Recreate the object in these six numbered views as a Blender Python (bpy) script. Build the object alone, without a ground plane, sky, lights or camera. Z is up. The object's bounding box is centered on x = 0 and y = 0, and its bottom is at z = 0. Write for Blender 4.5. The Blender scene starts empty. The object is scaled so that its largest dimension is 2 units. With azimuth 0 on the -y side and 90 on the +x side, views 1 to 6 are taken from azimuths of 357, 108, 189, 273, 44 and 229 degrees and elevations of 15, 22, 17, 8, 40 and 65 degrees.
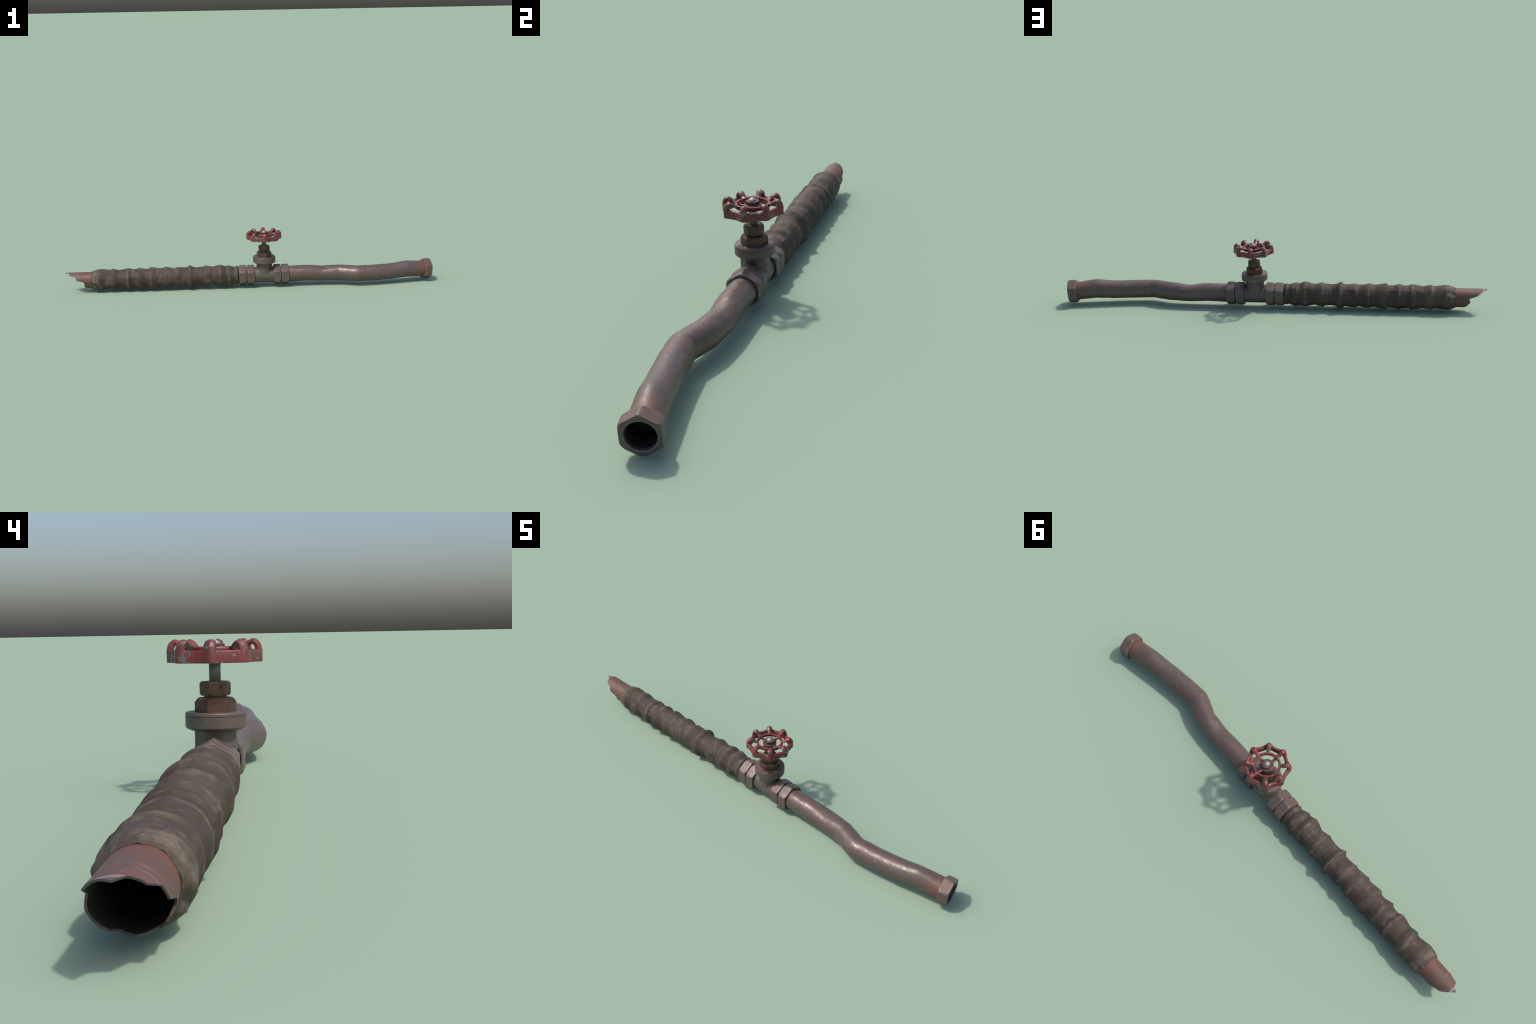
"""Broken water pipe: rusty bent pipe, gate valve with red handwheel, cloth-wrapped
pipe with a torn end.  Everything is modelled in metres along the x axis."""
import bpy, bmesh, math
import numpy as np
from mathutils import Vector, Matrix, noise

PI = math.pi
AXIS_Z = 0.0625          # height of the straight pipe axis
VALVE_X = 0.075          # x of the valve stem
PIPE_R = 0.0432

# --------------------------------------------------------------------------- materials

class Nodes:
    """Small helper that keeps node code readable."""
    def __init__(self, name):
        self.mat = bpy.data.materials.new(name)
        self.mat.use_nodes = True
        self.t = self.mat.node_tree
        self.t.nodes.clear()
        self.out = self.t.nodes.new("ShaderNodeOutputMaterial")
        self.bsdf = self.t.nodes.new("ShaderNodeBsdfPrincipled")
        self.t.links.new(self.bsdf.outputs[0], self.out.inputs[0])
        tc = self.t.nodes.new("ShaderNodeTexCoord")
        info = self.t.nodes.new("ShaderNodeObjectInfo")
        shift = self.t.nodes.new("ShaderNodeVectorMath")
        shift.operation = 'ADD'
        mul = self.t.nodes.new("ShaderNodeMath")
        mul.operation = 'MULTIPLY'
        mul.inputs[1].default_value = 7.0
        self.t.links.new(info.outputs["Random"], mul.inputs[0])
        self.t.links.new(tc.outputs["Object"], shift.inputs[0])
        self.t.links.new(mul.outputs[0], shift.inputs[1])
        self.plain = tc.outputs["Object"]
        self.co = shift.outputs[0]

    def link(self, a, b):
        self.t.links.new(a, b)

    def noise(self, scale, detail=4.0, rough=0.55, co=None, distort=0.0, stretch=None, offset=(0, 0, 0)):
        n = self.t.nodes.new("ShaderNodeTexNoise")
        n.inputs["Scale"].default_value = scale
        n.inputs["Detail"].default_value = detail
        n.inputs["Roughness"].default_value = rough
        n.inputs["Distortion"].default_value = distort
        m = self.t.nodes.new("ShaderNodeMapping")
        m.inputs["Location"].default_value = offset
        if stretch:
            m.inputs["Scale"].default_value = stretch
        self.link(co or self.co, m.inputs["Vector"])
        self.link(m.outputs[0], n.inputs["Vector"])
        return n.outputs["Fac"]

    def ramp(self, fac, stops, interp='LINEAR'):
        r = self.t.nodes.new("ShaderNodeValToRGB")
        r.color_ramp.interpolation = interp
        e = r.color_ramp.elements
        while len(e) < len(stops):
            e.new(0.5)
        for el, (p, c) in zip(e, stops):
            el.position = p
            el.color = (c, c, c, 1) if isinstance(c, (int, float)) else (*c, 1)
        self.link(fac, r.inputs[0])
        return r.outputs[0]

    def mix(self, fac, a, b, mode='MIX'):
        m = self.t.nodes.new("ShaderNodeMix")
        m.data_type = 'RGBA'
        m.blend_type = mode
        for sock, v in ((m.inputs["Factor"], fac), (m.inputs["A"], a), (m.inputs["B"], b)):
            self._set(sock, v)
        # colour sockets are the ones at index 6/7
        self._set(m.inputs[6], a)
        self._set(m.inputs[7], b)
        self._set(m.inputs[0], fac)
        return m.outputs[2]

    def _set(self, sock, v):
        if hasattr(v, "is_output"):
            self.link(v, sock)
        elif isinstance(v, (int, float)):
            try:
                sock.default_value = v
            except TypeError:
                sock.default_value = (v, v, v, 1)
        else:
            try:
                sock.default_value = (*v, 1)
            except (TypeError, ValueError):
                pass

    def math(self, op, a, b=0.0, clamp=False):
        m = self.t.nodes.new("ShaderNodeMath")
        m.operation = op
        m.use_clamp = clamp
        self._set(m.inputs[0], a)
        self._set(m.inputs[1], b)
        return m.outputs[0]

    def edge_wear(self, radius):
        """1 on convex/sharp edges: how far the bevelled normal leaves the true one."""
        bev = self.t.nodes.new("ShaderNodeBevel")
        bev.samples = 6
        bev.inputs["Radius"].default_value = radius
        geo = self.t.nodes.new("ShaderNodeNewGeometry")
        dot = self.t.nodes.new("ShaderNodeVectorMath")
        dot.operation = 'DOT_PRODUCT'
        self.link(bev.outputs[0], dot.inputs[0])
        self.link(geo.outputs["Normal"], dot.inputs[1])
        return self.math('SUBTRACT', 1.0, dot.outputs["Value"], clamp=True)

    def bump(self, height, strength, distance=0.002):
        b = self.t.nodes.new("ShaderNodeBump")
        b.inputs["Strength"].default_value = strength
        b.inputs["Distance"].default_value = distance
        self.link(height, b.inputs["Height"])
        self.link(b.outputs[0], self.bsdf.inputs["Normal"])

    def finish(self, color, rough, metal=0.0, spec=0.5):
        self._set(self.bsdf.inputs["Base Color"], color)
        self._set(self.bsdf.inputs["Roughness"], rough)
        self._set(self.bsdf.inputs["Metallic"], metal)
        self.bsdf.inputs["Specular IOR Level"].default_value = spec
        return self.mat


def weathered_steel(name, base, warm, rust, patina, rust_amount=0.5, patina_amount=0.5, rust_near=None,
                    rough=(0.20, 0.50), metal=0.25):
    """Grey-brown steel with warm blotches, fine rust specks and pale green-grey scabs."""
    n = Nodes(name)
    col = n.mix(n.ramp(n.noise(9, 5, 0.6), [(0.36, 0.0), (0.62, 1.0)]), base, warm)
    # fine mottling
    col = n.mix(n.ramp(n.noise(120, 3, 0.6), [(0.35, 0.0), (0.7, 1.0)]), col,
                tuple(c * 0.80 for c in base))
    # rust blooms, broken up by fine grain
    bloom = n.noise(24, 6, 0.68, distort=0.4, offset=(3.1, 1.7, 0.4))
    lo = 0.66 - 0.16 * rust_amount
    rmask = n.ramp(bloom, [(lo, 0.0), (lo + 0.16, 0.85)])
    if rust_near is not None:
        # rust gathers where a pipe enters a nut: distance to the joint along x
        sep = n.t.nodes.new("ShaderNodeSeparateXYZ")
        n.link(n.plain, sep.inputs[0])
        for x0, reach in rust_near:
            d = n.math('ABSOLUTE', n.math('SUBTRACT', sep.outputs[0], x0))
            band = n.math('SUBTRACT', 1.0, n.math('DIVIDE', d, reach), clamp=True)
            band = n.math('MULTIPLY', band, n.ramp(n.noise(30, 5, 0.65, offset=(9, 2, 1)), [(0.25, 0.35), (0.62, 1.0)]))
            rmask = n.math('MAXIMUM', rmask, band)
    specks = n.ramp(n.noise(105, 4, 0.7, offset=(4, 1, 8)), [(0.60, 0.0), (0.68, 0.75)])
    specks = n.math('MULTIPLY', specks, n.ramp(n.noise(11, 3, 0.5, offset=(2, 2, 7)), [(0.40, 0.0), (0.60, 1.0)]))
    rmask = n.math('MAXIMUM', rmask, specks)
    col = n.mix(rmask, col, rust)
    # scabs of pale patina in clusters
    cluster = n.ramp(n.noise(7, 2, 0.5, offset=(5.5, 8.1, 2.2)), [(0.52, 0.0), (0.60, 1.0)])
    scab = n.ramp(n.noise(62, 4, 0.65, distort=0.3, offset=(1.3, 4.4, 7.7)),
                  [(0.67 - 0.08 * patina_amount, 0.0), (0.72 - 0.08 * patina_amount, 0.55)])
    scab = n.math('MULTIPLY', scab, cluster)
    col = n.mix(scab, col, patina)
    grain = n.noise(95, 5, 0.7)
    dents = n.noise(18, 2, 0.5)
    pits = n.ramp(n.noise(260, 3, 0.6), [(0.30, 0.0), (0.55, 1.0)])
    relief = n.math('ADD', n.math('MULTIPLY', grain, 0.35), n.math('MULTIPLY', dents, 0.7))
    n.bump(n.math('ADD', relief, n.math('MULTIPLY', pits, 0.12)), 0.32, 0.004)
    r = n.ramp(n.noise(75, 6, 0.75), [(0.32, rough[0]), (0.66, rough[1])])
    r = n.math('ADD', r, n.math('MULTIPLY', rmask, 0.22), clamp=True)
    m = n.math('MULTIPLY', n.math('SUBTRACT', 1.0, rmask, clamp=True), metal)
    return n.finish(col, r, m)


def nut_steel(name, base, warm, bright, rust):
    """Machined nut: grey-brown faces, rusty blotches, bare metal along worn edges."""
    n = Nodes(name)
    col = n.mix(n.ramp(n.noise(16, 5, 0.6), [(0.38, 0.0), (0.64, 1.0)]), base, warm)
    rm = n.ramp(n.noise(38, 6, 0.7, offset=(2, 6, 1)), [(0.56, 0.0), (0.72, 0.8)])
    col = n.mix(rm, col, rust)
    wear = n.math('MULTIPLY', n.edge_wear(0.004), 14.0, clamp=True)
    wear = n.math('MULTIPLY', wear, n.ramp(n.noise(55, 4, 0.6), [(0.30, 0.05), (0.58, 0.85)]))
    col = n.mix(wear, col, bright)
    n.bump(n.noise(90, 5, 0.7), 0.22, 0.002)
    r = n.ramp(n.noise(40, 5, 0.7), [(0.3, 0.38), (0.7, 0.58)])
    return n.finish(col, r, 0.20)


CRESTS = [-0.7500, -0.6680, -0.6030, -0.5415, -0.4640, -0.4025, -0.3330, -0.2460, -0.1720, -0.1220]


def cloth_material():
    """Dirty brown wrapping tape, paler and frayed in worn patches along the folds."""
    n = Nodes("wrapping_cloth")
    dark, mid, pale = (0.048, 0.035, 0.028), (0.060, 0.044, 0.034), (0.150, 0.120, 0.092)
    col = n.mix(n.ramp(n.noise(7, 4, 0.55), [(0.35, 0.0), (0.65, 1.0)]), dark, mid)
    olive = n.ramp(n.noise(10, 3, 0.5, offset=(4, 9, 3)), [(0.5, 0.0), (0.68, 0.5)])
    col = n.mix(olive, col, (0.070, 0.062, 0.044))
    patch = n.ramp(n.noise(17, 4, 0.6, distort=0.6, stretch=(1.5, 0.8, 0.8), offset=(7, 1, 5)), [(0.52, 0.0), (0.62, 1.0)])
    fray = n.ramp(n.noise(65, 4, 0.7, stretch=(1.0, 0.55, 0.55)), [(0.38, 0.05), (0.62, 1.0)])
    # tape is rubbed pale along the crest of every turn; the crests sit at known x
    sep = n.t.nodes.new("ShaderNodeSeparateXYZ")
    n.link(n.plain, sep.inputs[0])
    wob = n.math('MULTIPLY', n.math('SUBTRACT', n.noise(26, 3, 0.6, offset=(2, 8, 4)), 0.5), 0.012)
    along = n.math('ADD', n.math('ADD', sep.outputs[0], 0.88), wob)
    stops = []
    for x in CRESTS:
        stops += [(x + 0.88 - 0.003, 0.0), (x + 0.88 + 0.002, 1.0), (x + 0.88 + 0.018, 0.0)]
    ridge = n.ramp(along, stops)
    broken = n.ramp(n.noise(21, 4, 0.6, distort=0.5, offset=(1, 7, 5)), [(0.40, 0.12), (0.56, 1.0)])
    ridge = n.math('MULTIPLY', ridge, broken)
    hem = n.math('ABSOLUTE', n.math('ADD', sep.outputs[0], 0.836))
    hem = n.math('SUBTRACT', 1.0, n.math('DIVIDE', hem, 0.030), clamp=True)
    hem = n.math('MULTIPLY', hem, n.ramp(n.noise(34, 4, 0.6, distort=0.4, offset=(3, 3, 9)), [(0.40, 0.0), (0.58, 1.5)]), clamp=True)
    ridge = n.math('MAXIMUM', ridge, hem)
    worn = n.math('MULTIPLY', n.math('MAXIMUM', n.math('MULTIPLY', patch, 0.8), ridge), fray)
    col = n.mix(n.math('MULTIPLY', worn, 0.85), col, pale)
    weave = n.noise(300, 2, 0.5, stretch=(1, 0.6, 0.6))
    crease = n.noise(42, 4, 0.62, distort=0.7, stretch=(1.0, 0.5, 0.5))
    n.bump(n.math('ADD', n.math('MULTIPLY', weave, 0.25), crease), 0.35, 0.004)
    return n.finish(col, n.ramp(n.noise(20, 3, 0.6), [(0.3, 0.62), (0.7, 0.85)]), 0.0, 0.35)


def red_paint_material():
    """Red enamel with chips down to grey metal and brown rust stains."""
    n = Nodes("chipped_red_paint")
    red = n.mix(n.ramp(n.noise(14, 4, 0.6), [(0.35, 0.0), (0.66, 1.0)]), (0.200, 0.030, 0.027), (0.115, 0.022, 0.019))
    stain = n.ramp(n.noise(21, 5, 0.65, offset=(8, 3, 1)), [(0.48, 0.0), (0.64, 0.85)])
    col = n.mix(stain, red, (0.098, 0.040, 0.028))
    chip_noise = n.noise(48, 5, 0.62, distort=0.5, offset=(2, 5, 9))
    edge = n.math('MULTIPLY', n.edge_wear(0.003), 1.6, clamp=True)
    thr = n.math('ADD', chip_noise, n.math('MULTIPLY', edge, 0.14))
    big = n.ramp(n.noise(13, 2, 0.5, offset=(1, 1, 6)), [(0.45, -0.0), (0.62, 0.08)])
    chip = n.ramp(n.math('ADD', thr, big), [(0.612, 0.0), (0.632, 1.0)])
    col = n.mix(chip, col, (0.170, 0.172, 0.175))
    rim = n.ramp(n.math('ADD', thr, big), [(0.582, 0.0), (0.612, 0.5), (0.632, 0.0)])
    col = n.mix(rim, col, (0.09, 0.034, 0.024))
    n.bump(n.math('SUBTRACT', n.math('MULTIPLY', n.noise(70, 3), 0.3), chip), 0.25, 0.0015)
    r = n.mix(chip, n.ramp(n.noise(30, 4), [(0.3, 0.34), (0.7, 0.55)]), (0.42, 0.42, 0.42))
    return n.finish(col, r, n.math('MULTIPLY', chip, 0.6), 0.5)


def torn_pipe_material():
    """Orange-brown oxide with pale scratches running round the torn lip."""
    n = Nodes("rusted_torn_pipe")
    col = n.mix(n.ramp(n.noise(20, 5, 0.6), [(0.36, 0.0), (0.64, 1.0)]), (0.134, 0.070, 0.054), (0.096, 0.060, 0.051))
    col = n.mix(n.ramp(n.noise(55, 5, 0.68, offset=(3, 3, 3)), [(0.50, 0.0), (0.64, 0.85)]), col, (0.132, 0.056, 0.037))
    sep = n.t.nodes.new("ShaderNodeSeparateXYZ")
    n.link(n.plain, sep.inputs[0])
    lip = n.math('MULTIPLY', n.math('SUBTRACT', -0.925, sep.outputs[0]), 24.0, clamp=True)
    streak = n.ramp(n.noise(40, 3, 0.6, co=n.plain, stretch=(3.2, 0.35, 0.35), offset=(0.4, 0.2, 0.1)), [(0.555, 0.0), (0.585, 0.8)])
    hem = n.math('MULTIPLY', n.math('ADD', sep.outputs[0], 0.915), 18.0, clamp=True)
    hem = n.math('MULTIPLY', hem, n.ramp(n.noise(26, 4, 0.6, offset=(6, 2, 2)), [(0.30, 0.2), (0.6, 0.9)]))
    hem = n.math('MULTIPLY', hem, n.math('LESS_THAN', sep.outputs[0], -0.5))
    col = n.mix(hem, col, (0.145, 0.056, 0.034))
    col = n.mix(n.math('MULTIPLY', streak, lip), col, (0.250, 0.225, 0.235))
    n.bump(n.noise(80, 5, 0.7), 0.25, 0.002)
    return n.finish(col, n.ramp(n.noise(35, 5), [(0.3, 0.48), (0.7, 0.68)]), 0.1)


def simple(name, a, b, scale, rough, metal=0.0, bump=0.2):
    n = Nodes(name)
    col = n.mix(n.ramp(n.noise(scale, 5, 0.65), [(0.36, 0.0), (0.66, 1.0)]), a, b)
    n.bump(n.noise(scale * 3, 4, 0.65), bump, 0.002)
    return n.finish(col, n.ramp(n.noise(scale * 2, 4), [(0.3, rough - 0.08), (0.7, rough + 0.1)]), metal)


STEEL = weathered_steel("weathered_pipe_steel", (0.124, 0.096, 0.088), (0.140, 0.084, 0.067), (0.135, 0.056, 0.031),
                        (0.185, 0.210, 0.195), 0.80, 0.8, rust_near=[(0.955, 0.075), (0.205, 0.022)])
BODY = weathered_steel("valve_body_steel", (0.112, 0.094, 0.085), (0.135, 0.084, 0.065), (0.125, 0.060, 0.040),
                       (0.175, 0.195, 0.178), 0.6, 0.9, metal=0.18, rough=(0.36, 0.58))
NUT = nut_steel("pipe_nut_steel", (0.106, 0.086, 0.078), (0.130, 0.078, 0.060), (0.270, 0.255, 0.255), (0.130, 0.060, 0.040))
BRASS = simple("rusty_brass_brown", (0.104, 0.048, 0.024), (0.060, 0.031, 0.019), 34, 0.56, 0.15)
HUBRUST = simple("rusty_hub_red_brown", (0.120, 0.050, 0.036), (0.078, 0.036, 0.028), 40, 0.50, 0.2)
STEM = simple("stem_grey_steel", (0.105, 0.115, 0.105), (0.080, 0.080, 0.070), 40, 0.45, 0.5)
CAP = simple("bare_bright_metal", (0.30, 0.31, 0.34), (0.24, 0.25, 0.28), 60, 0.60, 0.50, 0.08)
BORE = simple("shade_darkened_bore", (0.022, 0.014, 0.011), (0.012, 0.009, 0.008), 22, 0.8)  # rust brown darkened almost to black, painting in the shade inside the pipes
LIP = simple("torn_steel_edge", (0.095, 0.090, 0.086), (0.080, 0.042, 0.030), 30, 0.5, 0.3)
CLOTH = cloth_material()
RED = red_paint_material()
TORN = torn_pipe_material()

# --------------------------------------------------------------------------- mesh helpers

def make_object(name, verts, faces, mats, parent=None, angle=None, slots=None, smooth=True):
    me = bpy.data.meshes.new(name)
    me.from_pydata([tuple(map(float, v)) for v in verts], [], faces)
    me.validate()
    # faces point outwards: the signed volume of the shell must be positive
    bm = bmesh.new()
    bm.from_mesh(me)
    if bm.calc_volume(signed=True) < 0:
        bmesh.ops.reverse_faces(bm, faces=bm.faces[:])
        bm.to_mesh(me)
    bm.free()
    for m in (mats if isinstance(mats, (list, tuple)) else [mats]):
        me.materials.append(m)
    if slots is not None:
        me.polygons.foreach_set("material_index", slots)
    if smooth:
        me.shade_smooth()
        if angle is not None:
            me.set_sharp_from_angle(angle=math.radians(angle))
    me.update()
    ob = bpy.data.objects.new(name, me)
    bpy.context.collection.objects.link(ob)
    if parent:
        ob.parent = parent
    return ob


def grid_faces(rows, cols, close_rows=False, flip=False, base=0):
    """Quads of a rows x cols grid whose columns wrap round."""
    f = []
    for i in range(rows if close_rows else rows - 1):
        a, b = i, (i + 1) % rows
        for j in range(cols):
            k = (j + 1) % cols
            q = (base + a * cols + j, base + a * cols + k, base + b * cols + k, base + b * cols + j)
            f.append(q[::-1] if flip else q)
    return f


def lathe_z(profile, seg, cx=VALVE_X, cy=0.0):
    """Solid of revolution about a vertical axis; profile runs (radius, z), bottom to top."""
    v, n = [], len(profile)
    for r, z in profile:
        for j in range(seg):
            a = 2 * PI * j / seg
            v.append((cx + r * math.cos(a), cy + r * math.sin(a), z))
    f = grid_faces(n, seg)
    f.append(tuple(range(seg))[::-1])
    f.append(tuple(range((n - 1) * seg, n * seg)))
    return v, f


def hexagon_radius(theta, apothem, turn, p=36):
    """Radius of a hexagon with very slightly rounded corners, a corner at angle `turn`."""
    s = 0.0
    for k in range(6):
        c = math.cos(theta - turn - PI / 6 - k * PI / 3)
        if c > 0:
            s += (c / apothem) ** p
    return s ** (-1.0 / p)


def chamfered_hexagon(corner_r, length, bore, recess, turn=PI / 2, seg=120, cham=0.10, depth=0.0062):
    """Hex nut along +x from x=0, corners turned off at both ends, with a round bore."""
    ap = corner_r * math.cos(PI / 6)
    lim = corner_r * (1 - cham)
    st = [(0.0, lim), (0.0012, corner_r * (1 - cham * 0.86)), (depth * 0.5, corner_r * (1 - cham * 0.5)), (depth, corner_r * 1.01),
          (length - depth, corner_r * 1.01), (length - depth * 0.5, corner_r * (1 - cham * 0.5)), (length - 0.0012, corner_r * (1 - cham * 0.86)), (length, lim)]
    v = []
    for x, cone in st:
        for j in range(seg):
            a = 2 * PI * j / seg
            r = min(hexagon_radius(a, ap, turn), cone)
            if x in (0.0, length):
                r = min(r, ap * 0.955)
            v.append((x, r * math.cos(a), r * math.sin(a)))
    rings = [(length, bore + 0.0015), (length - 0.0015, bore), (length - recess, bore), (recess, bore), (0.0015, bore), (0.0, bore + 0.0015)]
    for x, r in rings:
        for j in range(seg):
            a = 2 * PI * j / seg
            v.append((x, r * math.cos(a), r * math.sin(a)))
    return v, grid_faces(len(st) + len(rings), seg, close_rows=True, flip=True)


def hex_prism_z(corner_r, z0, z1, turn, top_cham, bot_cham=0.0, depth=0.004, seg=96):
    """Upright hexagon head with its corners turned off."""
    ap = corner_r * math.cos(PI / 6)
    st = [(z0, 1 - bot_cham)]
    if bot_cham:
        st.append((z0 + depth * 0.8, 1.01))
    st += [(z1 - depth, 1.01), (z1 - depth * 0.45, 1 - top_cham * 0.5), (z1, 1 - top_cham)]
    v = []
    for z, c in st:
        for j in range(seg):
            a = 2 * PI * j / seg
            r = min(hexagon_radius(a, ap, turn), corner_r * c)
            v.append((VALVE_X + r * math.cos(a), r * math.sin(a), z))
    f = grid_faces(len(st), seg)
    f.append(tuple(range(seg))[::-1])
    f.append(tuple(range((len(st) - 1) * seg, len(st) * seg)))
    return v, f


def smooth_curve(xs, ys, x, sigma):
    """Piecewise linear curve through control points, corners rounded over `sigma` metres."""
    y = np.interp(x, xs, ys)
    step = x[1] - x[0]
    k = max(1, int(3 * sigma / step))
    w = np.exp(-0.5 * ((np.arange(-k, k + 1) * step) / sigma) ** 2)
    w /= w.sum()
    pad = np.concatenate([y[0] + (y[0] - y[1]) * np.arange(k, 0, -1), y, y[-1] + (y[-1] - y[-2]) * np.arange(1, k + 1)])
    return np.convolve(pad, w, mode='valid')


def angle_bump(a, centre, width):
    d = (a - centre + PI) % (2 * PI) - PI
    return np.exp(-(d / width) ** 2)


# --------------------------------------------------------------------------- the thing

root = bpy.data.objects.new("pipe_with_valve", None)
bpy.context.collection.objects.link(root)
root["label"] = "broken rusty pipe with red valve handwheel and cloth-wrapped torn end"
root["category"] = "water pipe"

# ---- bent pipe: knocked sideways half way along ------------------------------------------
BEND = [  # x, y, z of the axis
    (0.150, 0.0000, 0.0625), (0.205, 0.0000, 0.0627), (0.300, -0.0009, 0.0649), (0.394, 0.0011, 0.0619),
    (0.488, -0.0092, 0.0627), (0.579, -0.0397, 0.0630), (0.670, -0.0316, 0.0625), (0.763, -0.0174, 0.0632),
    (0.856, -0.0014, 0.0688), (0.990, 0.0248, 0.0612)]
bx, by, bz = (np.array(c) for c in zip(*BEND))


def bent_pipe():
    x = np.linspace(0.150, 0.978, 332)
    y = smooth_curve(bx, by, x, 0.005)
    z = smooth_curve(bx, bz, x, 0.005)
    p = np.stack([x, y, z], 1)
    t = np.gradient(p, axis=0)
    t /= np.linalg.norm(t, axis=1)[:, None]
    side = np.cross(np.array([0, 0, 1.0]), t)
    side /= np.linalg.norm(side, axis=1)[:, None]
    up = np.cross(t, side)
    seg = 64
    a = np.arange(seg) * 2 * PI / seg
    v = []
    for i in range(len(x)):
        r = np.full(seg, PIPE_R)
        # flattened crown by the valve, swollen crown near the end, pinched inside of the bends
        r -= 0.0075 * math.exp(-((x[i] - 0.394) / 0.045) ** 2) * angle_bump(a, math.radians(105), 0.75)
        r += 0.0045 * math.exp(-((x[i] - 0.858) / 0.045) ** 2) * angle_bump(a, math.radians(105), 0.7)
        r -= 0.0030 * math.exp(-((x[i] - 0.480) / 0.030) ** 2) * angle_bump(a, math.radians(180), 0.7)
        r -= 0.0022 * math.exp(-((x[i] - 0.585) / 0.025) ** 2) * angle_bump(a, math.radians(10), 0.6)
        for j in range(seg):
            d = side[i] * math.cos(a[j]) + up[i] * math.sin(a[j])
            q = p[i] + d * r[j]
            q = q + d * 0.0007 * noise.noise(Vector(q) * 38.0)
            v.append(q)
    n = len(x)
    f = grid_faces(n, seg, flip=False)
    slots = [0] * len(f)
    base = len(v)
    inner = list(range(n - 1, n - 27, -5))
    for i in inner:
        for j in range(seg):
            d = side[i] * math.cos(a[j]) + up[i] * math.sin(a[j])
            v.append(p[i] + d * 0.0378)
    g = grid_faces(len(inner), seg, base=base)
    # annular lip joining the outside to the bore, and a plug deep inside
    for j in range(seg):
        k = (j + 1) % seg
        g.append(((n - 1) * seg + j, (n - 1) * seg + k, base + k, base + j))
    g.append(tuple(base + (len(inner) - 1) * seg + j for j in range(seg)))
    f += g
    slots += [1] * len(g)
    # side x up x t is left handed for the default winding, so outside faces need a check
    return make_object("bent_pipe", v, f, [STEEL, BORE], root, 50, slots), p, t


pipe, pipe_axis, pipe_dir = bent_pipe()

# ---- hexagon nuts on the pipe -------------------------------------------------------------
NUT_R, NUT_L = 0.0579, 0.0392
nv, nf = chamfered_hexagon(NUT_R, NUT_L, 0.0448, 0.0045)
first = None
for x0, spin in ((-0.0630, 0.0), (-0.0198, 0.4), (0.1238, -0.3), (0.1672, 0.6)):
    if first is None:
        nut = first = make_object("hex_nut", nv, nf, NUT, root, 24)
    else:
        nut = first.copy()
        bpy.context.collection.objects.link(nut)
    nut.matrix_world = Matrix.Translation((x0, 0, AXIS_Z)) @ Matrix.Rotation(math.radians(spin), 4, 'X')

# nut on the open end, square to the last stretch of pipe
ev, ef = chamfered_hexagon(NUT_R, 0.0420, 0.0381, 0.0045, depth=0.006)
end_nut = make_object("end_nut", ev, ef, NUT, root, 24)
end_dir = Vector(((0.990 - 0.856), 0.0248 + 0.0014, 0.0612 - 0.0688)).normalized()
yaw = math.atan2(end_dir.y, end_dir.x)
pitch = math.asin(end_dir.z)
END_FACE = Vector((0.9893, 0.0247, 0.0613))
end_nut.matrix_world = (Matrix.Translation(END_FACE - end_dir * 0.042) @ Matrix.Rotation(yaw, 4, 'Z')
                        @ Matrix.Rotation(-pitch, 4, 'Y'))

# ---- torn pipe ------------------------------------------------------------------------------
TEAR = [  # angle round the pipe (0 = +y, 90 = up), x of the torn lip
    (0, -0.921), (12, -0.918), (31, -0.957), (53, -0.974), (70, -0.986), (81, -0.994), (90, -1.000), (104, -0.980), (116, -0.977), (130, -0.974),
    (147, -0.944), (170, -0.936), (184, -0.893), (195, -0.889), (208, -0.898), (220, -0.899), (236, -0.888),
    (267, -0.895), (294, -0.885), (307, -0.902), (329, -0.912), (351, -0.923)]


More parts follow.
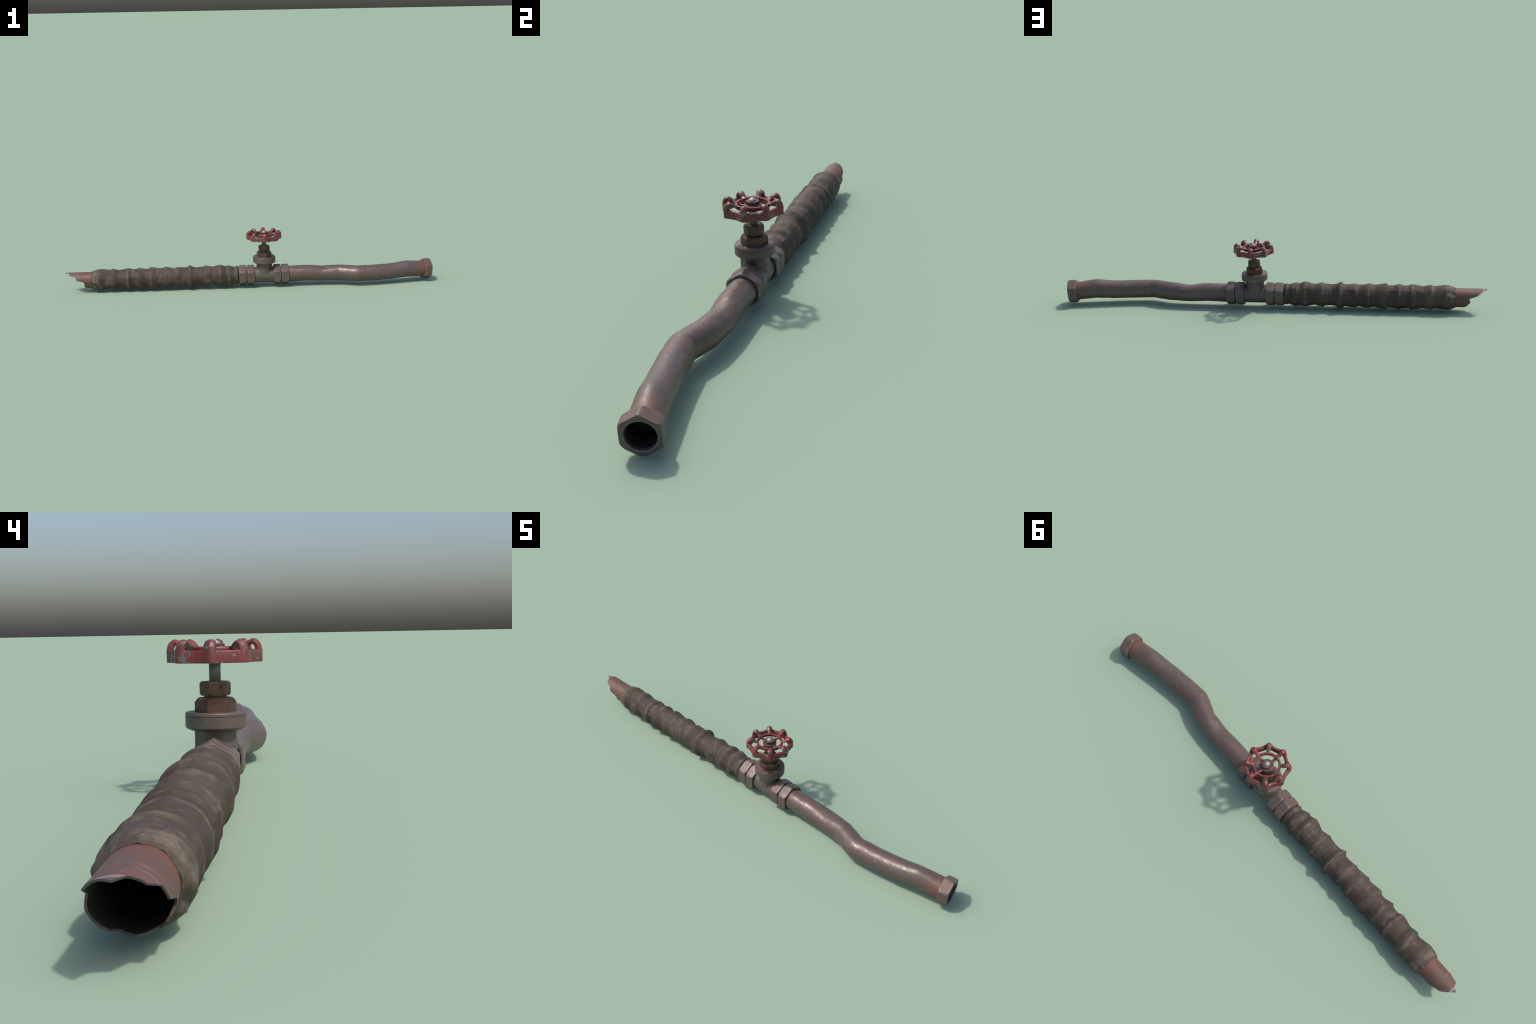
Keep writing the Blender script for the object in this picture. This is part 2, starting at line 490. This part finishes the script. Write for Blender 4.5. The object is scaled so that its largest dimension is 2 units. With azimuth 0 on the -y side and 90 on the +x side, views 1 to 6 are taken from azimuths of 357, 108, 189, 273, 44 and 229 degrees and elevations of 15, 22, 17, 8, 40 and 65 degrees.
def torn_pipe():
    seg = 240
    ta = np.array([q[0] for q in TEAR] + [360.0])
    tx = np.array([q[1] for q in TEAR] + [TEAR[0][1]])
    deg = np.arange(seg) * 360.0 / seg
    lip = np.interp(deg, ta, tx)
    a = np.radians(deg)
    lip = lip + np.array([0.0008 * noise.noise(Vector((math.cos(q) * 6, math.sin(q) * 6, 0.3))) for q in a])
    lip += -1.0 - lip.min()
    outer, inner, v = PIPE_R + 0.0003, PIPE_R - 0.0031, []
    steps = [0.0, 0.004, 0.012, 0.025, 0.045, 0.07, 0.1, 0.2, 0.4, 0.7, 1.0]
    x_end = 0.012

    def ring(r, s, inset=0.0):
        for j in range(seg):
            x = (lip[j] + inset) * (1 - s) + x_end * s
            rr = r + 0.0005 * noise.noise(Vector((x * 30, math.cos(a[j]) * 2, math.sin(a[j]) * 2)))
            v.append((x, rr * math.cos(a[j]), AXIS_Z + rr * math.sin(a[j])))

    for s in reversed(steps[1:]):
        ring(outer, s)
    ring(outer, 0.0)
    n_out = len(steps)
    ring(inner + 0.0006, 0.0, 0.0012)
    inner_steps = [0.01, 0.03, 0.06, 0.1, 0.2, 0.35, 0.5]
    for s in inner_steps:
        ring(inner, s)
    rows = n_out + 1 + len(inner_steps)
    f = grid_faces(rows, seg)
    slots = [0] * ((n_out - 1) * seg) + [2] * seg + [1] * ((rows - 1 - n_out) * seg)
    f.append(tuple((rows - 1) * seg + j for j in range(seg)))
    slots.append(1)
    return make_object("torn_pipe", v, f, [TORN, BORE, LIP], root, 35, slots)


torn_pipe()

# ---- cloth wrapping --------------------------------------------------------------------------
# Turns of tape: x of each crest or trough, mean radius, then how the radius leans (y, z)
# and how the fold slants along x (y, z).
WRAP = [
    (-0.8590, 0.0434, 0.0000, 0.0000, 0.000, 0.000),
    (-0.8560, 0.0462, 0.0000, 0.0000, 0.000, 0.000),
    (-0.8390, 0.0536, -0.0010, 0.0008, 0.000, 0.003),
    (-0.8180, 0.0562, -0.0014, 0.0014, -0.002, 0.007),
    (-0.7900, 0.0540, 0.0005, 0.0008, -0.002, 0.005),
    (-0.7640, 0.0518, 0.0011, 0.0002, 0.000, 0.003),
    (-0.7565, 0.0522, 0.0006, 0.0003, 0.000, 0.001),
    (-0.7490, 0.0570, 0.0000, 0.0007, -0.001, 0.001),
    (-0.7110, 0.0505, -0.0012, -0.0002, 0.000, -0.002),
    (-0.6575, 0.0574, -0.0026, -0.0005, 0.002, -0.001),
    (-0.6470, 0.0526, -0.0018, 0.0000, 0.000, 0.000),
    (-0.6330, 0.0520, -0.0018, 0.0000, -0.005, 0.003),
    (-0.6115, 0.0538, -0.0020, -0.0004, 0.002, 0.000),
    (-0.6030, 0.0590, -0.0030, -0.0012, 0.002, 0.000),
    (-0.5740, 0.0519, 0.0001, -0.0006, -0.006, 0.002),
    (-0.5510, 0.0519, 0.0000, -0.0002, -0.001, 0.000),
    (-0.5415, 0.0592, -0.0022, 0.0006, -0.002, -0.001),
    (-0.4880, 0.0524, -0.0022, 0.0003, 0.001, -0.004),
    (-0.4720, 0.0532, -0.0015, 0.0006, 0.005, -0.002),
    (-0.4640, 0.0575, -0.0008, 0.0011, 0.006, -0.001),
    (-0.4160, 0.0503, -0.0026, 0.0000, -0.004, -0.001),
    (-0.4110, 0.0507, -0.0022, 0.0000, -0.001, 0.000),
    (-0.4025, 0.0556, -0.0017, -0.0001, 0.001, 0.000),
    (-0.3530, 0.0508, 0.0001, 0.0013, -0.002, -0.001),
    (-0.3420, 0.0530, 0.0000, 0.0010, 0.001, 0.000),
    (-0.3330, 0.0628, -0.0012, 0.0007, 0.002, 0.001),
    (-0.3080, 0.0520, -0.0016, 0.0012, 0.000, -0.002),
    (-0.2850, 0.0499, -0.0022, 0.0015, -0.005, -0.006),
    (-0.2550, 0.0524, -0.0020, 0.0015, -0.002, 0.000),
    (-0.2460, 0.0575, -0.0020, 0.0016, -0.002, 0.001),
    (-0.2080, 0.0496, -0.0018, 0.0021, -0.002, 0.001),
    (-0.1625, 0.0582, -0.0026, 0.0032, -0.001, 0.000),
    (-0.1370, 0.0520, -0.0023, 0.0003, -0.001, -0.001),
    (-0.1285, 0.0530, -0.0018, 0.0002, -0.003, -0.001),
    (-0.1220, 0.0582, -0.0011, -0.0001, -0.004, -0.002),
    (-0.0870, 0.0456, -0.0012, 0.0006, 0.000, 0.000),
    (-0.0840, 0.0474, -0.0010, 0.0012, 0.000, 0.000),
    (-0.0790, 0.0494, -0.0010, 0.0016, 0.000, 0.000),
    (-0.0700, 0.0490, -0.0010, 0.0014, 0.000, 0.000),
    (-0.0660, 0.0455, 0.0000, 0.0000, 0.000, 0.000)]


DENTS = [  # pockets pressed into the wrap: x, angle, depth, half length, half angle
    (-0.630, 3.25, 0.0042, 0.017, 0.42), (-0.380, 3.20, 0.0030, 0.020, 0.50), (-0.185, 0.30, 0.0050, 0.018, 0.45),
    (-0.300, 0.45, 0.0035, 0.016, 0.50), (-0.385, 0.35, 0.0035, 0.015, 0.40), (-0.570, 0.25, 0.0030, 0.018, 0.55),
    (-0.700, 3.60, 0.0030, 0.022, 0.40), (-0.505, 3.70, 0.0028, 0.020, 0.40), (-0.290, 3.75, 0.0030, 0.022, 0.45),
    (-0.690, 0.15, 0.0030, 0.020, 0.45), (-0.445, 1.90, 0.0020, 0.018, 0.40), (-0.100, 3.60, 0.0025, 0.012, 0.45),
    (-0.790, 3.35, 0.0028, 0.016, 0.40), (-0.225, 3.05, 0.0022, 0.018, 0.35)]


def cloth_wrap():
    w = np.array(WRAP)
    w[3:-6, 1] = 0.0540 + (w[3:-6, 1] - 0.0540) * 1.18      # tight turns: crests proud, troughs pulled in
    seg, nx = 180, 640
    rng = np.random.default_rng(11)
    x = np.linspace(WRAP[0][0], WRAP[-1][0], nx)
    a = np.arange(seg) * 2 * PI / seg
    ca, sa = np.cos(a), np.sin(a)
    # stiff tape lies in flats: shape it at a few stations round the pipe, straight between them
    flats = 15
    sa_k = (np.arange(flats) + 0.5 * rng.uniform(-0.5, 0.5, flats)) * 2 * PI / flats
    prof = np.zeros((flats, nx))
    for k in range(flats):
        c, s_ = math.cos(sa_k[k]), math.sin(sa_k[k])
        inner = np.ones(len(w))
        inner[:2] = inner[-5:] = 0.15
        kx = w[:, 0] + w[:, 4] * c + w[:, 5] * s_ + inner * rng.uniform(-0.0016, 0.0016, len(w))
        kx[0], kx[-1] = w[0, 0], w[-1, 0]
        kx = np.maximum.accumulate(kx + np.arange(len(kx)) * 1e-6)
        kr = w[:, 1] + w[:, 2] * c + w[:, 3] * s_ + inner * rng.uniform(-0.0008, 0.0008, len(w))
        prof[k] = smooth_curve(kx, kr, x, 0.0013)
    ext_a = np.concatenate([sa_k - 2 * PI, sa_k, sa_k + 2 * PI])
    step = 2 * PI / flats
    # flats bulge a little less than a circle: chord between stations
    R = np.zeros((nx, seg))
    for j in range(seg):
        i1 = np.searchsorted(ext_a, a[j]); i0 = i1 - 1
        t = (a[j] - ext_a[i0]) / (ext_a[i1] - ext_a[i0])
        blend = (1 - t) * prof[i0 % flats] + t * prof[i1 % flats]
        half = 0.5 * (ext_a[i1] - ext_a[i0])
        chord = math.cos(half) / math.cos((t - 0.5) * 2 * half)
        R[:, j] = blend * (0.5 + 0.5 * chord) * 1.005 + 0.0005
    v = []
    for i in range(nx):
        edge = max(min(1.0, (x[i] - x[0]) / 0.03, (x[-1] - x[i]) / 0.03), 0.0)
        for j in range(seg):
            q = Vector((x[i], ca[j] * 0.055, sa[j] * 0.055))
            # sagging between turns, diagonal creases
            big = noise.noise(Vector((q.x * 15, q.y * 24, q.z * 24)) + Vector((3.7, 1.1, 8.2)))
            crease = 1.0 - abs(noise.noise(Vector((q.x * 34 + 20 * q.y, q.y * 22, q.z * 30)) + Vector((0.4, 7.7, 2.9)))) * 7.0
            r = R[i, j] + edge * (0.0013 * big + 0.0009 * max(crease, 0.0) * max(0.0, 2.2 * big))
            r += 0.0003 * noise.noise(q * 170.0)
            for dx, da, depth, wx, wa in DENTS:
                depth *= 1.1
                if abs(x[i] - dx) < 2.2 * wx:
                    d = (a[j] - da + PI) % (2 * PI) - PI
                    r -= depth * math.exp(-((x[i] - dx) / wx) ** 4 - (d / wa) ** 4)
            # ragged hem over the bare pipe: tucks and a folded-over flap
            hem = math.exp(-((x[i] + 0.842) / 0.016) ** 2)
            r -= hem * 0.0065 * (angle_bump(a[j], math.radians(40), 0.26) + 0.8 * angle_bump(a[j], math.radians(205), 0.20)
                                 + 0.5 * angle_bump(a[j], math.radians(140), 0.18))
            r += hem * 0.0045 * (angle_bump(a[j], math.radians(14), 0.20) + angle_bump(a[j], math.radians(180), 0.2))
            r += 0.0045 * math.exp(-((x[i] + 0.853) / 0.009) ** 2) * noise.noise(Vector((ca[j] * 2.3, sa[j] * 2.3, 1.0)))
            r = max(r, PIPE_R + 0.0008)
            z = AXIS_Z + r * sa[j]
            xx = x[i]
            if i < 60:
                xx += (1 - i / 60) * 0.008 * noise.noise(Vector((ca[j] * 1.3, sa[j] * 1.3, 5.0)))
            v.append((xx, r * ca[j], max(z, 0.0)))
    f = grid_faces(nx, seg, flip=True)
    # close both hems down to the pipe
    base = len(v)
    for i, xo in ((0, 0.0015), (nx - 1, -0.0015)):
        for j in range(seg):
            v.append((v[i * seg + j][0] + xo, ca[j] * (PIPE_R - 0.001), AXIS_Z + sa[j] * (PIPE_R - 0.001)))
    for j in range(seg):
        k = (j + 1) % seg
        f.append((j, k, base + k, base + j))
        o = (nx - 1) * seg
        f.append((o + k, o + j, base + seg + j, base + seg + k))
    return make_object("cloth_wrap", v, f, CLOTH, root, 60)


cloth_wrap()

# ---- valve body: a short run of pipe with a faceted neck ----------------------------------------
def valve_body():
    seg = 72
    v = []
    st = [(0.010, PIPE_R - 0.0005), (0.015, PIPE_R - 0.0005), (0.13, PIPE_R - 0.0005), (0.14, PIPE_R - 0.0005)]
    for x, r in st:
        for j in range(seg):
            a = 2 * PI * j / seg
            v.append((x, r * math.cos(a), AXIS_Z + r * math.sin(a)))
    f = grid_faces(len(st), seg, flip=True)
    f.append(tuple(range(seg)))
    f.append(tuple(range((len(st) - 1) * seg, len(st) * seg))[::-1])
    return make_object("valve_body", v, f, BODY, root, 40)


valve_body()


def valve_neck():
    # eight flats, the broad ones facing +-y
    plan = [(0.0412, -0.017), (0.0412, 0.017), (0.0215, 0.0408), (-0.0215, 0.0408),
            (-0.0412, 0.017), (-0.0412, -0.017), (-0.0215, -0.0408), (0.0215, -0.0408)]
    pts = []
    for i in range(8):   # knock each corner off
        p, c, n = (Vector(plan[(i + d) % 8]) for d in (-1, 0, 1))
        pts += [c + (p - c).normalized() * 0.0016, c + (n - c).normalized() * 0.0016]
    st = [(AXIS_Z, 1.0), (0.100, 1.0), (0.1275, 1.0), (0.134, 1.06)]
    v = [(VALVE_X + p.x * s, p.y * s, z) for z, s in st for p in pts]
    f = grid_faces(len(st), len(pts))
    f.append(tuple(range(len(pts)))[::-1])
    f.append(tuple(range((len(st) - 1) * len(pts), len(st) * len(pts))))
    return make_object("valve_neck", v, f, BODY, root, 30)


valve_neck()

v, f = lathe_z([(0.0445, 0.1290), (0.0500, 0.1298), (0.0592, 0.1342), (0.0610, 0.1362), (0.0610, 0.1572), (0.0596, 0.1577),
                (0.0596, 0.1585), (0.0608, 0.1590), (0.0606, 0.1636), (0.0594, 0.1652), (0.0570, 0.1658)], 96)
make_object("bonnet_flange", v, f, BODY, root, 30)

TURN = math.radians(-78)
v, f = hex_prism_z(0.0425, 0.1650, 0.1935, TURN, 0.20, 0.0, 0.0085)
make_object("bonnet_nut", v, f, BRASS, root, 24)
v, f = lathe_z([(0.0235, 0.1920), (0.0225, 0.1945), (0.0225, 0.2000)], 48)
make_object("gland_sleeve", v, f, BRASS, root, 40)
v, f = hex_prism_z(0.0318, 0.1980, 0.2255, TURN, 0.14, 0.10, 0.0045)
make_object("packing_nut", v, f, BRASS, root, 24)
v, f = lathe_z([(0.0116, 0.2200), (0.0116, 0.2800), (0.0116, 0.2950)], 40)
make_object("valve_stem", v, f, STEM, root, 40)

# ---- handwheel ----------------------------------------------------------------------------------
def wheel_rim():
    """Scalloped rim: points out at the eight spokes, hollow between them."""
    seg = 192
    key_a = [0.0, 2.5, 13.0, 22.5, 32.0, 42.5, 45.0]
    key_o = [0.0950, 0.0940, 0.0858, 0.0830, 0.0858, 0.0940, 0.0950]
    key_i = [0.0780, 0.0778, 0.0742, 0.0722, 0.0742, 0.0778, 0.0780]
    z0, z1 = 0.2632, 0.2876
    v = []
    st = [('o', -0.0008, z0), ('o', 0.0, z0 + 0.001), ('o', 0.0, z1 - 0.0030), ('o', -0.0008, z1 - 0.0012), ('o', -0.0026, z1),
          ('i', 0.0026, z1), ('i', 0.0008, z1 - 0.0012), ('i', 0.0, z1 - 0.003), ('i', 0.0, z0 + 0.001), ('i', 0.0008, z0)]
    for side, off, z in st:
        for j in range(seg):
            d = 360.0 * j / seg
            r = np.interp(d % 45.0, key_a, key_o if side == 'o' else key_i) + off
            a = math.radians(d)
            v.append((VALVE_X + r * math.cos(a), r * math.sin(a), z))
    return make_object("handwheel", v, grid_faces(len(st), seg, close_rows=True), RED, root, 35)


wheel = wheel_rim()


def sweep_section(path, widths, thick, power=2.8, seg=20, ridge=False):
    """Sweep a rounded bar in the local r-z plane: path of (r, z), width across, thickness in plane."""
    p = np.array(path)
    # resample smoothly (Catmull-Rom)
    pts, ws, ts = [], [], []
    n = len(p)
    for i in range(n - 1):
        p0, p1, p2, p3 = p[max(i - 1, 0)], p[i], p[i + 1], p[min(i + 2, n - 1)]
        for s in np.linspace(0, 1, 7)[: 7 if i == n - 2 else 6]:
            pts.append(0.5 * ((2 * p1) + (-p0 + p2) * s + (2 * p0 - 5 * p1 + 4 * p2 - p3) * s * s + (-p0 + 3 * p1 - 3 * p2 + p3) * s ** 3))
            ws.append(widths[i] * (1 - s) + widths[i + 1] * s)
            ts.append(thick[i] * (1 - s) + thick[i + 1] * s)
    pts = np.array(pts)
    tan = np.gradient(pts, axis=0)
    tan /= np.linalg.norm(tan, axis=1)[:, None]
    v = []
    if ridge:   # keeled bar: raised line along the outer face, flat flanks, rounded inside
        half = [(0.0, 1.0), (0.12, 0.96), (0.50, 0.70), (0.88, 0.40), (1.0, 0.14), (1.0, -0.50), (0.88, -0.88), (0.55, -1.0)]
        sec = half + [(0.0, -1.0)] + [(-c, h) for c, h in half[:0:-1]]
    else:
        sec = []
        for j in range(seg):
            a = 2 * PI * j / seg
            c, s = math.cos(a), math.sin(a)
            k = (abs(c) ** power + abs(s) ** power) ** (-1 / power)
            sec.append((c * k, s * k))
    seg = len(sec)
    for (r, z), (tr, tz), w, t in zip(pts, tan, ws, ts):
        nr, nz = (tz, -tr) if ridge else (-tz, tr)
        for c, h in sec:
            v.append((r + nr * h * t, c * w, z + nz * h * t))
    f = grid_faces(len(pts), seg)
    f.append(tuple(range(seg))[::-1])
    f.append(tuple(range((len(pts) - 1) * seg, len(pts) * seg)))
    return v, f


ARCH = [(0.0877, 0.2634), (0.0879, 0.2750), (0.0880, 0.2855), (0.0852, 0.2965), (0.0780, 0.3028), (0.0690, 0.3002), (0.0590, 0.2935), (0.0490, 0.2905)]
av, af = sweep_section(ARCH, [0.0106, 0.0106, 0.0108, 0.0108, 0.0108, 0.0096, 0.0080, 0.0075],
                       [0.0070, 0.0070, 0.0070, 0.0066, 0.0060, 0.0050, 0.0042, 0.0034], ridge=True)
spoke0 = None
for k in range(8):
    if spoke0 is None:
        s = spoke0 = make_object("wheel_spoke", av, af, RED, wheel, 38)
    else:
        s = spoke0.copy()
        bpy.context.collection.objects.link(s)
    s.matrix_world = Matrix.Translation((VALVE_X, 0, 0)) @ Matrix.Rotation(k * PI / 4, 4, 'Z')


def ring(name, section, seg, mat, parent):
    v = []
    for r, z in section:
        for j in range(seg):
            a = 2 * PI * j / seg
            v.append((VALVE_X + r * math.cos(a), r * math.sin(a), z))
    return make_object(name, v, grid_faces(len(section), seg, close_rows=True), mat, parent, 40)


ring("inner_ring", [(0.0450, 0.2818), (0.0526, 0.2818), (0.0537, 0.2832), (0.0538, 0.2918), (0.0522, 0.2938), (0.0462, 0.2938),
                    (0.0446, 0.2922), (0.0440, 0.2890)], 96, RED, wheel)

BAR = [(0.0480, 0.2885), (0.0420, 0.2850), (0.0350, 0.2822), (0.0240, 0.2822)]
cv, cf = sweep_section(BAR, [0.0068, 0.0066, 0.0062, 0.0066], [0.0036, 0.0042, 0.0042, 0.0042], power=2.2, seg=16)
bar0 = None
for k in range(4):
    if bar0 is None:
        b = bar0 = make_object("hub_bar", cv, cf, HUBRUST, wheel, 50)
    else:
        b = bar0.copy()
        bpy.context.collection.objects.link(b)
    b.matrix_world = Matrix.Translation((VALVE_X, 0, 0)) @ Matrix.Rotation(k * PI / 2, 4, 'Z')

v, f = lathe_z([(0.0225, 0.2755), (0.0260, 0.2772), (0.0272, 0.2800), (0.0272, 0.2862), (0.0262, 0.2882), (0.0235, 0.2888)], 64)
make_object("wheel_hub", v, f, HUBRUST, wheel, 35)
v, f = hex_prism_z(0.0216, 0.2880, 0.2992, math.radians(46), 0.06, 0.0, 0.0016)
make_object("wheel_nut", v, f, HUBRUST, wheel, 24)
v, f = lathe_z([(0.0118, 0.2980), (0.0118, 0.3008), (0.0112, 0.3026), (0.0085, 0.3048), (0.0045, 0.3074), (0.0006, 0.3092)], 40)
make_object("stem_cap", v, f, CAP, wheel, 40)
